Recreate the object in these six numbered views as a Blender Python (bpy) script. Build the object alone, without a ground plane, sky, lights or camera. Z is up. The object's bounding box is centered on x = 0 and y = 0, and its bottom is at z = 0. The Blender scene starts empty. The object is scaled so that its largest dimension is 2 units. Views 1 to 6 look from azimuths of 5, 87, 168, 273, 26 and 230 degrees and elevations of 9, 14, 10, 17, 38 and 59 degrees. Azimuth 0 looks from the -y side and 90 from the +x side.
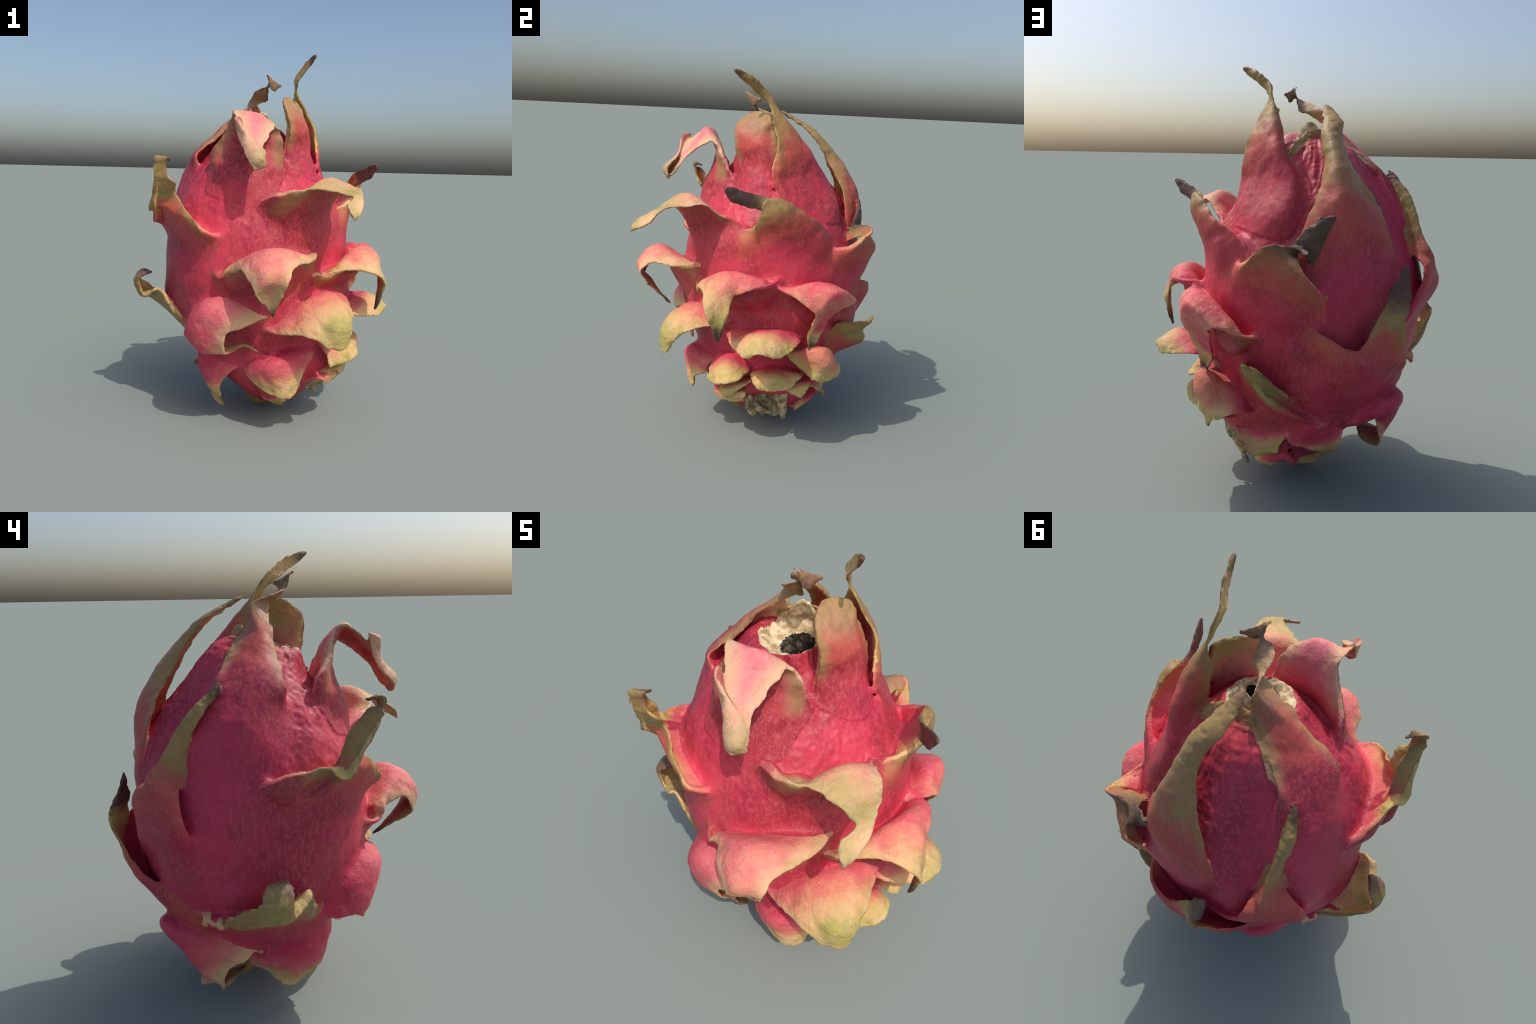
"""A ripe dragon fruit: a plump pink body wrapped in fleshy leaf-like bracts that
peel away, curl over and dry out at their tips, with a woody stem stub below and a
pale, crumpled flower scar around a dark pit on top."""
import bpy, math
import numpy as np
from mathutils import Vector, kdtree

SEED = 7
VOXEL = 0.0054
rng = np.random.default_rng(SEED)


# ------------------------------------------------------------------ small maths
def hash3(i, j, k, seed):
    h = (i * 374761393 + j * 668265263 + k * 2147483647 + seed * 974711) & 0xFFFFFFFF
    h = ((h ^ (h >> 13)) * 1274126177) & 0xFFFFFFFF
    h = ((h ^ (h >> 16)) * 2246822519) & 0xFFFFFFFF
    return ((h >> 8) & 0xFFFF) / 32767.5 - 1.0


def noise(p, scale, seed=0):
    """Smooth value noise in -1..1 for an array of points; scale may be a 3-vector."""
    q = np.asarray(p) * np.asarray(scale)
    b = np.floor(q).astype(np.int64)
    f = q - b
    f = f * f * (3 - 2 * f)
    out = 0.0
    for dx in (0, 1):
        for dy in (0, 1):
            for dz in (0, 1):
                w = ((f[:, 0] if dx else 1 - f[:, 0]) * (f[:, 1] if dy else 1 - f[:, 1]) * (f[:, 2] if dz else 1 - f[:, 2]))
                out = out + w * hash3(b[:, 0] + dx, b[:, 1] + dy, b[:, 2] + dz, seed)
    return out


def smooth(x, a, b):
    t = np.clip((x - a) / (b - a), 0, 1)
    return t * t * (3 - 2 * t)


def unit(v):
    return v / (np.linalg.norm(v, axis=-1, keepdims=True) + 1e-9)


def spline(points, knots, at):
    """Cubic Hermite curve with finite-difference tangents through the control points."""
    P, k = np.asarray(points, float), np.asarray(knots, float)
    slope = np.diff(P, axis=0) / np.diff(k)[:, None]
    m = np.empty_like(P)
    m[0], m[-1] = slope[0], slope[-1]
    if len(P) > 2:
        h0, h1 = np.diff(k)[:-1, None], np.diff(k)[1:, None]
        m[1:-1] = (slope[:-1] * h1 + slope[1:] * h0) / (h0 + h1)
    i = np.clip(np.searchsorted(k, at, side="right") - 1, 0, len(k) - 2)
    h = (k[i + 1] - k[i])
    t = ((at - k[i]) / h)[:, None]
    h = h[:, None]
    return ((2 * t**3 - 3 * t**2 + 1) * P[i] + (t**3 - 2 * t**2 + t) * h * m[i]
            + (-2 * t**3 + 3 * t**2) * P[i + 1] + (t**3 - t**2) * h * m[i + 1])


# ------------------------------------------------------------------ the body
# height, centre x, centre y, radius
BODY = [(0.045, 0.10, 0.06, 0.085), (0.10, 0.10, 0.06, 0.165), (0.20, 0.075, 0.06, 0.26), (0.30, 0.045, 0.06, 0.33),
        (0.50, 0.0, 0.07, 0.43), (0.80, -0.03, 0.07, 0.507), (1.05, -0.03, 0.09, 0.503), (1.20, -0.045, 0.09, 0.45),
        (1.35, -0.055, 0.085, 0.375), (1.50, -0.065, 0.055, 0.25), (1.58, -0.055, 0.03, 0.19)]
# swellings: azimuth, height, amount, spread in degrees, spread in height
BULGES = [(0, 1.2, 0.018, 60, 0.25), (315, 1.18, 0.025, 28, 0.18), (75, 1.2, 0.025, 25, 0.2), (224, 1.36, -0.050, 18, 0.20),
          (300, 1.38, -0.020, 12, 0.18), (85, 0.32, 0.075, 50, 0.12), (245, 0.95, 0.015, 25, 0.2), (157, 1.26, -0.040, 15, 0.20),
          (198, 0.90, -0.045, 17, 0.15), (88, 0.19, -0.12, 20, 0.10), (165, 0.60, 0.045, 24, 0.15), (85, 0.72, 0.045, 26, 0.11),
          (138, 0.47, 0.02, 18, 0.12), (272, 0.69, 0.045, 26, 0.09)]
CRATER = [(1.615, -0.04, -0.005, 0.150), (1.622, -0.03, -0.015, 0.125), (1.605, -0.012, -0.02, 0.095), (1.585, 0.005, -0.022, 0.072),
          (1.55, 0.02, -0.02, 0.058), (1.49, 0.025, -0.015, 0.050), (1.45, 0.03, -0.01, 0.030)]
BODY_Z = np.array([b[0] for b in BODY])
BODY_K = np.array([b[1:] for b in BODY])


def body_section(z):
    z = np.clip(z, BODY_Z[0], BODY_Z[-1])
    return spline(BODY_K, BODY_Z, np.atleast_1d(z))


def swelling(azimuth, z):
    """Extra radius of the body where the big bracts press it out or leave it hollow."""
    out = 0.0
    for a, h, amount, sa, sz in BULGES:
        d = (azimuth - a + 180) % 360 - 180
        out = out + amount * np.exp(-((d / sa) ** 2) - ((z - h) / sz) ** 2)
    return out


def body_offset(p):
    """Rough distance of points outside the smooth body surface (negative inside)."""
    c = body_section(p[:, 2])
    zc = np.clip(p[:, 2], BODY_Z[0], BODY_Z[-1])
    radial = np.hypot(p[:, 0] - c[:, 0], p[:, 1] - c[:, 1]) - c[:, 2]
    radial = radial - swelling(np.degrees(np.arctan2(p[:, 0] - c[:, 0], c[:, 1] - p[:, 1])), zc)
    beyond = np.abs(p[:, 2] - zc)
    return np.where(beyond > 0, np.hypot(np.maximum(radial, 0), beyond), radial)


def body_mesh():
    n = 180
    rows = []
    for z in np.linspace(BODY_Z[0], BODY_Z[-1], 110):
        rows.append((z, *body_section(z)[0]))
    k = np.linspace(0, 1, len(CRATER) + 1)
    top = spline([rows[-1]] + CRATER, k, np.linspace(0, 1, 40))
    rows += [tuple(r) for r in top[1:]]
    a = np.arange(n) * math.tau / n
    lean = lambda z, r: 0.22 * smooth(z, 1.42, 1.6) * (0 * a - r * np.cos(a))
    verts = np.concatenate([np.stack([x + (r + swelling(np.degrees(a), z)) * np.sin(a), y - (r + swelling(np.degrees(a), z)) * np.cos(a), z + lean(z, r)], 1) for z, x, y, r in rows])
    faces = []
    for i in range(len(rows) - 1):
        for j in range(n):
            faces.append((i * n + j, i * n + (j + 1) % n, (i + 1) * n + (j + 1) % n, (i + 1) * n + j))
    faces.append(tuple(range(n))[::-1])
    faces.append(tuple((len(rows) - 1) * n + j for j in range(n)))
    return verts, faces


# ------------------------------------------------------------------ the bracts
# Each bract is a fleshy blade lofted through a few ribs, base first.  A rib gives the
# left edge, the middle and the right edge (seen from outside); a tip rib gives only
# the middle and a width and takes its direction from the rib before it.
def rib(left, middle, right):
    return ("rib", np.array(left), np.array(middle), np.array(right))


def tip(middle, width, side=None):
    return ("tip", np.array(middle), width, side)


BRACTS = {
    "A": [
        rib((-0.262, -0.306, 1.255), (-0.072, -0.349, 1.236), (0.082, -0.336, 1.240)),
        rib((-0.221, -0.271, 1.360), (-0.067, -0.340, 1.346), (0.094, -0.255, 1.393)),
        rib((-0.225, -0.240, 1.504), (-0.055, -0.280, 1.511), (0.111, -0.238, 1.499)),
        rib((-0.188, -0.257, 1.560), (-0.055, -0.268, 1.562), (0.109, -0.254, 1.568)),
        rib((-0.131, -0.306, 1.672), (-0.032, -0.324, 1.672), (0.090, -0.279, 1.623)),
        rib((-0.079, -0.458, 1.591), (-0.002, -0.389, 1.586), (0.057, -0.399, 1.560)),
        rib((-0.044, -0.485, 1.517), (-0.003, -0.465, 1.513), (0.037, -0.444, 1.508)),
        rib((-0.013, -0.547, 1.419), (0.023, -0.535, 1.412), (0.058, -0.524, 1.405)),
    ],
    "B": [
        rib((0.214, -0.145, 1.386), (0.300, -0.048, 1.359), (0.299, 0.064, 1.382)),
        rib((0.143, -0.135, 1.538), (0.237, -0.046, 1.525), (0.253, 0.064, 1.513)),
        rib((0.147, -0.160, 1.634), (0.234, -0.063, 1.632), (0.235, 0.064, 1.631)),
        rib((0.123, -0.157, 1.719), (0.191, -0.075, 1.720), (0.205, 0.031, 1.722)),
        rib((0.100, -0.088, 1.799), (0.132, -0.040, 1.795), (0.164, 0.007, 1.791)),
    ],
    "C": [
        rib((0.375, 0.202, 1.235), (0.251, 0.387, 1.258), (0.155, 0.420, 1.261)),
        rib((0.319, 0.077, 1.451), (0.178, 0.301, 1.465), (0.113, 0.305, 1.457)),
        rib((0.291, 0.068, 1.604), (0.186, 0.252, 1.573), (0.141, 0.143, 1.584)),
        rib((0.240, 0.034, 1.714), (0.183, 0.160, 1.687), (0.131, 0.078, 1.701)),
        rib((0.180, -0.000, 1.833), (0.175, 0.020, 1.836), (0.170, 0.040, 1.840)),
        tip((0.174, -0.031, 1.888), 0.05),
        tip((0.212, -0.079, 1.930), 0.06),
        tip((0.270, -0.180, 1.988), 0.02),
    ],
    "D": [
        rib((0.084, 0.568, 0.931), (-0.062, 0.553, 0.810), (-0.245, 0.504, 0.955)),
        rib((0.151, 0.493, 1.172), (-0.045, 0.557, 1.190), (-0.259, 0.504, 1.177)),
        rib((0.056, 0.445, 1.391), (-0.044, 0.554, 1.352), (-0.201, 0.446, 1.374)),
        rib((0.020, 0.375, 1.512), (-0.030, 0.458, 1.519), (-0.126, 0.388, 1.505)),
        rib((-0.007, 0.277, 1.658), (-0.037, 0.318, 1.669), (-0.089, 0.300, 1.648)),
        tip((-0.076, 0.190, 1.738), 0.08),
        tip((-0.073, 0.083, 1.794), 0.03),
    ],
    "E": [
        rib((-0.458, 0.284, 1.172), (-0.504, 0.111, 1.136), (-0.499, -0.054, 1.145)),
        rib((-0.393, 0.241, 1.361), (-0.453, 0.085, 1.373), (-0.366, -0.083, 1.405)),
        rib((-0.324, 0.164, 1.510), (-0.375, 0.034, 1.494), (-0.361, -0.082, 1.482)),
        rib((-0.242, 0.139, 1.569), (-0.293, 0.037, 1.573), (-0.258, -0.058, 1.569)),
        rib((-0.087, 0.080, 1.679), (-0.188, 0.024, 1.664), (-0.154, -0.030, 1.678)),
        rib((-0.073, 0.032, 1.787), (-0.050, 0.007, 1.773), (-0.027, -0.018, 1.758)),
        rib((-0.029, -0.093, 1.826), (-0.002, -0.062, 1.805), (0.024, -0.030, 1.784)),
        rib((0.094, -0.034, 1.854), (0.060, -0.077, 1.878), (0.026, -0.121, 1.902)),
        tip((0.047, -0.063, 1.822), 0.1),
    ],
    "F": [
        rib((-0.512, -0.083, 1.036), (-0.415, -0.238, 0.916), (-0.225, -0.390, 0.916)),
        rib((-0.550, -0.104, 1.109), (-0.388, -0.314, 1.044), (-0.235, -0.407, 1.029)),
        rib((-0.550, -0.239, 1.215), (-0.458, -0.336, 1.199), (-0.298, -0.446, 1.152)),
        rib((-0.566, -0.290, 1.190), (-0.481, -0.323, 1.224), (-0.397, -0.356, 1.258)),
        rib((-0.520, -0.380, 1.308), (-0.464, -0.380, 1.321), (-0.409, -0.380, 1.333)),
        rib((-0.504, -0.423, 1.399), (-0.474, -0.415, 1.393), (-0.444, -0.407, 1.387)),
        tip((-0.465, -0.416, 1.457), 0.06),
        tip((-0.436, -0.374, 1.437), 0.02),
    ],
    "G": [
        rib((0.099, -0.406, 1.046), (0.304, -0.300, 0.920), (0.393, -0.203, 0.995)),
        rib((0.089, -0.385, 1.175), (0.297, -0.332, 1.101), (0.432, -0.124, 1.130)),
        rib((0.205, -0.479, 1.290), (0.292, -0.341, 1.229), (0.388, -0.180, 1.238)),
        rib((0.285, -0.486, 1.312), (0.348, -0.396, 1.362), (0.448, -0.303, 1.330)),
        rib((0.407, -0.528, 1.300), (0.454, -0.466, 1.314), (0.501, -0.403, 1.328)),
        rib((0.459, -0.547, 1.293), (0.485, -0.510, 1.308), (0.511, -0.472, 1.324)),
        rib((0.432, -0.632, 1.250), (0.469, -0.603, 1.243), (0.506, -0.575, 1.236)),
        tip((0.470, -0.669, 1.191), 0.02),
    ],
    "H": [
        rib((0.447, -0.109, 1.038), (0.478, 0.103, 0.981), (0.418, 0.319, 1.039)),
        rib((0.446, -0.113, 1.140), (0.481, 0.098, 1.115), (0.433, 0.308, 1.122)),
        rib((0.463, -0.060, 1.194), (0.516, 0.125, 1.224), (0.453, 0.269, 1.235)),
        rib((0.520, -0.031, 1.295), (0.545, 0.080, 1.331), (0.470, 0.195, 1.313)),
        rib((0.546, -0.006, 1.379), (0.528, 0.066, 1.382), (0.489, 0.127, 1.354)),
        tip((0.507, -0.017, 1.366), 0.07, (0, 0, 1)),
        tip((0.555, -0.127, 1.387), 0.07, (0, 0, 1)),
        tip((0.604, -0.207, 1.437), 0.045, (0, 0, 1)),
    ],
    "I": [
        rib((0.417, 0.314, 0.931), (0.253, 0.492, 0.835), (0.046, 0.571, 0.876)),
        rib((0.393, 0.382, 1.065), (0.266, 0.548, 1.013), (0.126, 0.599, 0.979)),
        rib((0.369, 0.490, 1.121), (0.281, 0.560, 1.130), (0.169, 0.632, 1.106)),
        rib((0.333, 0.565, 1.199), (0.281, 0.576, 1.215), (0.157, 0.500, 1.191)),
        tip((0.185, 0.536, 1.162), 0.17, (-0.9, 0, -0.3)),
        tip((0.108, 0.522, 1.205), 0.15, (-0.75, 0, -0.6)),
        tip((0.023, 0.552, 1.330), 0.03, (-0.75, 0, -0.6)),
    ],
    "K": [
        rib((-0.137, 0.556, 0.659), (-0.461, 0.358, 0.847), (-0.516, 0.250, 0.846)),
        rib((-0.389, 0.501, 0.939), (-0.534, 0.377, 1.008), (-0.570, 0.303, 1.012)),
        rib((-0.432, 0.472, 1.088), (-0.514, 0.396, 1.102), (-0.515, 0.304, 1.112)),
        rib((-0.407, 0.371, 1.144), (-0.481, 0.423, 1.152), (-0.461, 0.297, 1.156)),
        rib((-0.392, 0.300, 1.191), (-0.454, 0.374, 1.227), (-0.451, 0.270, 1.287)),
        rib((-0.396, 0.235, 1.324), (-0.442, 0.301, 1.343), (-0.436, 0.204, 1.398)),
        tip((-0.378, 0.141, 1.505), 0.02),
    ],
    "J": [
        rib((0.061, 0.570, 0.685), (-0.108, 0.534, 0.543), (-0.401, 0.342, 0.500)),
        rib((0.039, 0.642, 0.840), (-0.114, 0.649, 0.731), (-0.323, 0.541, 0.705)),
        rib((-0.077, 0.651, 0.794), (-0.224, 0.613, 0.765), (-0.300, 0.589, 0.809)),
        rib((-0.152, 0.603, 0.876), (-0.229, 0.631, 0.885), (-0.271, 0.646, 0.911)),
        rib((-0.240, 0.573, 1.028), (-0.281, 0.594, 1.017), (-0.308, 0.607, 1.018)),
        tip((-0.313, 0.555, 1.135), 0.015),
    ],
    "L": [
        rib((-0.191, -0.409, 0.832), (0.021, -0.413, 0.723), (0.279, -0.333, 0.805)),
        rib((-0.175, -0.443, 0.874), (0.052, -0.488, 0.857), (0.285, -0.354, 0.934)),
        rib((-0.087, -0.518, 0.904), (0.075, -0.579, 1.027), (0.270, -0.502, 0.964)),
        rib((-0.034, -0.617, 0.939), (0.093, -0.660, 0.977), (0.211, -0.599, 0.958)),
        rib((0.019, -0.669, 0.855), (0.105, -0.687, 0.911), (0.177, -0.649, 0.903)),
        tip((0.101, -0.646, 0.827), 0.13),
        tip((0.108, -0.572, 0.752), 0.05),
        tip((0.108, -0.507, 0.692), 0.015),
    ],
    "M": [
        rib((0.339, -0.280, 0.796), (0.485, -0.047, 0.800), (0.483, 0.085, 0.866)),
        rib((0.348, -0.323, 0.848), (0.552, -0.109, 0.883), (0.517, 0.068, 0.925)),
        rib((0.450, -0.328, 0.902), (0.547, -0.172, 1.003), (0.632, -0.051, 0.956)),
        rib((0.566, -0.293, 0.904), (0.626, -0.204, 0.973), (0.634, -0.143, 0.915)),
        rib((0.666, -0.275, 0.841), (0.650, -0.213, 0.874), (0.657, -0.164, 0.858)),
        rib((0.663, -0.249, 0.776), (0.652, -0.213, 0.800), (0.661, -0.189, 0.777)),
        tip((0.637, -0.217, 0.680), 0.012),
    ],
    "N": [
        rib((0.490, 0.098, 0.837), (0.444, 0.259, 0.730), (0.340, 0.407, 0.749)),
        rib((0.509, 0.093, 0.905), (0.431, 0.426, 0.767), (0.352, 0.444, 0.785)),
        rib((0.593, 0.155, 0.911), (0.528, 0.297, 0.960), (0.438, 0.487, 0.848)),
        rib((0.601, 0.250, 0.848), (0.586, 0.358, 0.947), (0.494, 0.470, 0.865)),
        rib((0.565, 0.247, 0.768), (0.527, 0.302, 0.776), (0.489, 0.357, 0.784)),
        tip((0.506, 0.278, 0.669), 0.09),
        tip((0.521, 0.266, 0.604), 0.025),
    ],
    "O": [
        rib((0.089, -0.367, 0.570), (0.287, -0.242, 0.575), (0.394, -0.194, 0.685)),
        rib((0.160, -0.448, 0.590), (0.319, -0.380, 0.756), (0.486, -0.208, 0.720)),
        rib((0.256, -0.510, 0.604), (0.396, -0.475, 0.718), (0.501, -0.339, 0.693)),
        rib((0.339, -0.521, 0.580), (0.442, -0.508, 0.650), (0.500, -0.428, 0.646)),
        rib((0.410, -0.522, 0.537), (0.465, -0.493, 0.547), (0.495, -0.464, 0.569)),
    ],
    "P": [
        rib((0.400, -0.170, 0.649), (0.487, 0.038, 0.661), (0.432, 0.222, 0.627)),
        rib((0.542, -0.153, 0.631), (0.613, 0.004, 0.720), (0.560, 0.191, 0.653)),
        rib((0.628, -0.109, 0.618), (0.682, 0.000, 0.688), (0.656, 0.132, 0.641)),
        rib((0.681, -0.064, 0.625), (0.721, -0.015, 0.659), (0.702, 0.054, 0.635)),
    ],
    "Q": [
        rib((-0.322, 0.268, 0.428), (-0.306, 0.078, 0.358), (-0.279, -0.188, 0.422)),
        rib((-0.471, 0.245, 0.581), (-0.475, 0.037, 0.541), (-0.445, -0.191, 0.595)),
        rib((-0.557, 0.131, 0.609), (-0.657, -0.005, 0.670), (-0.546, -0.186, 0.730)),
        rib((-0.699, 0.034, 0.759), (-0.692, -0.056, 0.696), (-0.637, -0.129, 0.686)),
        tip((-0.688, -0.061, 0.771), 0.11),
        tip((-0.653, -0.069, 0.808), 0.09),
        tip((-0.614, -0.088, 0.803), 0.06),
    ],
    "R": [
        rib((-0.330, -0.212, 0.516), (-0.268, -0.259, 0.546), (0.051, -0.386, 0.627)),
        rib((-0.377, -0.226, 0.532), (-0.219, -0.412, 0.742), (0.025, -0.448, 0.666)),
        rib((-0.350, -0.362, 0.529), (-0.237, -0.474, 0.697), (-0.056, -0.491, 0.627)),
        rib((-0.264, -0.420, 0.473), (-0.207, -0.467, 0.559), (-0.128, -0.489, 0.583)),
        rib((-0.237, -0.416, 0.468), (-0.186, -0.435, 0.480), (-0.134, -0.453, 0.491)),
        tip((-0.033, -0.411, 0.509), 0.04),
        tip((0.042, -0.379, 0.459), 0.015),
    ],
    "S": [
        rib((0.333, 0.384, 0.546), (0.219, 0.465, 0.466), (0.020, 0.460, 0.415)),
        rib((0.372, 0.439, 0.706), (0.273, 0.598, 0.588), (0.042, 0.480, 0.410)),
        rib((0.391, 0.591, 0.717), (0.288, 0.565, 0.620), (0.138, 0.529, 0.509)),
        rib((0.392, 0.617, 0.769), (0.302, 0.608, 0.699), (0.175, 0.550, 0.568)),
    ],
    "T": [
        rib((0.428, 0.173, 0.541), (0.317, 0.343, 0.447), (0.311, 0.381, 0.445)),
        rib((0.478, 0.169, 0.528), (0.535, 0.339, 0.611), (0.337, 0.414, 0.452)),
        rib((0.487, 0.237, 0.470), (0.558, 0.349, 0.553), (0.423, 0.436, 0.461)),
        rib((0.549, 0.288, 0.446), (0.520, 0.350, 0.462), (0.482, 0.398, 0.433)),
        tip((0.529, 0.317, 0.418), 0.03),
    ],
    "V": [
        rib((-0.298, 0.034, 0.322), (-0.271, -0.145, 0.372), (-0.065, -0.287, 0.370)),
        rib((-0.274, 0.054, 0.233), (-0.286, -0.176, 0.288), (-0.105, -0.293, 0.343)),
        rib((-0.263, -0.003, 0.179), (-0.262, -0.194, 0.209), (-0.178, -0.262, 0.238)),
        rib((-0.247, -0.078, 0.109), (-0.216, -0.150, 0.132), (-0.185, -0.223, 0.155)),
        tip((-0.184, -0.143, 0.063), 0.03),
    ],
    "W": [
        rib((-0.023, -0.294, 0.364), (0.140, -0.301, 0.427), (0.323, -0.210, 0.433)),
        rib((-0.022, -0.311, 0.316), (0.143, -0.409, 0.418), (0.304, -0.264, 0.420)),
        rib((0.045, -0.356, 0.258), (0.186, -0.400, 0.352), (0.259, -0.285, 0.337)),
        rib((0.140, -0.398, 0.236), (0.196, -0.375, 0.267), (0.253, -0.352, 0.298)),
        tip((0.205, -0.373, 0.221), 0.03),
    ],
    "X": [
        rib((0.329, -0.212, 0.499), (0.383, -0.133, 0.495), (0.417, -0.054, 0.453)),
        rib((0.387, -0.258, 0.434), (0.497, -0.170, 0.499), (0.479, -0.060, 0.453)),
        rib((0.437, -0.263, 0.376), (0.533, -0.206, 0.421), (0.546, -0.124, 0.432)),
        tip((0.544, -0.208, 0.416), 0.04),
    ],
    "U": [
        rib((-0.105, 0.408, 0.378), (-0.256, 0.308, 0.385), (-0.320, 0.104, 0.354)),
        rib((-0.152, 0.387, 0.350), (-0.371, 0.395, 0.473), (-0.330, 0.065, 0.336)),
        rib((-0.278, 0.326, 0.341), (-0.403, 0.343, 0.408), (-0.362, 0.080, 0.314)),
        rib((-0.326, 0.256, 0.285), (-0.398, 0.285, 0.288), (-0.365, 0.153, 0.263)),
        tip((-0.372, 0.220, 0.178), 0.13),
        tip((-0.316, 0.166, 0.180), 0.1),
        tip((-0.298, 0.079, 0.227), 0.03),
    ],
    "Y": [
        rib((0.122, 0.449, 0.407), (0.008, 0.456, 0.412), (-0.110, 0.381, 0.342)),
        rib((0.158, 0.432, 0.326), (0.022, 0.422, 0.301), (-0.098, 0.413, 0.302)),
        rib((0.049, 0.430, 0.255), (-0.073, 0.287, 0.153), (-0.106, 0.324, 0.191)),
    ],
    "Z5": [
        rib((0.372, 0.269, 0.341), (0.278, 0.376, 0.385), (0.166, 0.418, 0.374)),
        rib((0.374, 0.321, 0.311), (0.275, 0.365, 0.302), (0.172, 0.424, 0.317)),
        rib((0.359, 0.392, 0.284), (0.287, 0.382, 0.228), (0.195, 0.367, 0.227)),
    ],
    "Z7": [
        rib((0.127, 0.350, 0.251), (0.077, 0.368, 0.267), (-0.004, 0.303, 0.196)),
        tip((-0.055, 0.154, 0.089), 0.12),
        tip((-0.002, 0.097, 0.023), 0.09),
        tip((0.070, 0.082, 0.014), 0.03),
    ],
    "Z6": [
        rib((0.248, 0.157, 0.117), (0.193, 0.307, 0.217), (0.132, 0.349, 0.251)),
        rib((0.271, 0.224, 0.139), (0.210, 0.339, 0.196), (0.145, 0.362, 0.214)),
        rib((0.256, 0.225, 0.098), (0.218, 0.256, 0.098), (0.172, 0.294, 0.135)),
    ],
    "Z1": [
        rib((0.433, -0.020, 0.431), (0.436, 0.077, 0.465), (0.399, 0.238, 0.421)),
        rib((0.510, -0.030, 0.428), (0.567, 0.086, 0.453), (0.493, 0.223, 0.425)),
        rib((0.555, 0.015, 0.396), (0.567, 0.074, 0.389), (0.547, 0.155, 0.392)),
    ],
    "Z2": [
        rib((0.432, 0.159, 0.387), (0.400, 0.240, 0.391), (0.347, 0.310, 0.373)),
        rib((0.500, 0.149, 0.368), (0.493, 0.232, 0.366), (0.463, 0.289, 0.388)),
        tip((0.506, 0.222, 0.321), 0.05),
    ],
    "Z3": [
        rib((0.284, -0.202, 0.286), (0.401, -0.123, 0.365), (0.436, -0.036, 0.397)),
        rib((0.439, -0.198, 0.334), (0.493, -0.117, 0.370), (0.496, -0.042, 0.402)),
        rib((0.463, -0.183, 0.305), (0.480, -0.158, 0.308), (0.506, -0.111, 0.353)),
    ],
    "Z4": [
        rib((0.235, -0.238, 0.253), (0.361, -0.149, 0.301), (0.416, -0.065, 0.319)),
        rib((0.360, -0.228, 0.280), (0.469, -0.148, 0.320), (0.491, -0.066, 0.322)),
        rib((0.388, -0.198, 0.252), (0.440, -0.125, 0.263), (0.447, -0.064, 0.269)),
    ],
    "Z8": [
        rib((0.016, -0.225, 0.242), (0.090, -0.238, 0.252), (0.168, -0.212, 0.235)),
        rib((0.028, -0.196, 0.182), (0.101, -0.210, 0.180), (0.169, -0.172, 0.163)),
        rib((0.083, -0.138, 0.105), (0.141, -0.079, 0.066), (0.164, -0.127, 0.105)),
    ],
    "lobe": [
        rib((0.130, 0.190, 1.500), (0.000, 0.250, 1.470), (-0.200, 0.190, 1.470)),
        rib((0.100, 0.160, 1.580), (-0.010, 0.175, 1.600), (-0.155, 0.120, 1.590)),
        rib((0.050, 0.127, 1.645), (-0.012, 0.107, 1.690), (-0.110, 0.065, 1.675)),
    ],
    "flap": [
        rib((0.070, 0.060, 1.560), (0.020, 0.110, 1.580), (-0.090, 0.060, 1.580)),
        rib((0.045, 0.055, 1.660), (-0.005, 0.080, 1.670), (-0.075, 0.045, 1.660)),
        tip((-0.005, 0.052, 1.724), 0.025),
    ],
    "Afold": [
        rib((-0.099, -0.423, 1.636), (-0.084, -0.454, 1.629), (-0.069, -0.469, 1.621)),
        rib((-0.087, -0.440, 1.567), (-0.059, -0.470, 1.566), (-0.030, -0.471, 1.566)),
        rib((-0.046, -0.486, 1.491), (-0.011, -0.511, 1.505), (0.024, -0.486, 1.519)),
        rib((-0.019, -0.538, 1.433), (0.019, -0.557, 1.452), (0.056, -0.527, 1.470)),
        tip((0.031, -0.537, 1.402), 0.06),
    ],
    "Ffold": [
        rib((-0.520, -0.150, 1.100), (-0.540, -0.200, 1.120), (-0.545, -0.250, 1.130)),
        rib((-0.512, -0.208, 1.144), (-0.530, -0.255, 1.165), (-0.531, -0.301, 1.178)),
        rib((-0.486, -0.275, 1.232), (-0.515, -0.310, 1.230), (-0.521, -0.343, 1.222)),
        rib((-0.471, -0.303, 1.307), (-0.500, -0.345, 1.310), (-0.506, -0.383, 1.311)),
        rib((-0.467, -0.339, 1.365), (-0.495, -0.375, 1.370), (-0.501, -0.404, 1.367)),
        rib((-0.465, -0.393, 1.430), (-0.495, -0.415, 1.430), (-0.505, -0.443, 1.410)),
    ],
}
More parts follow.
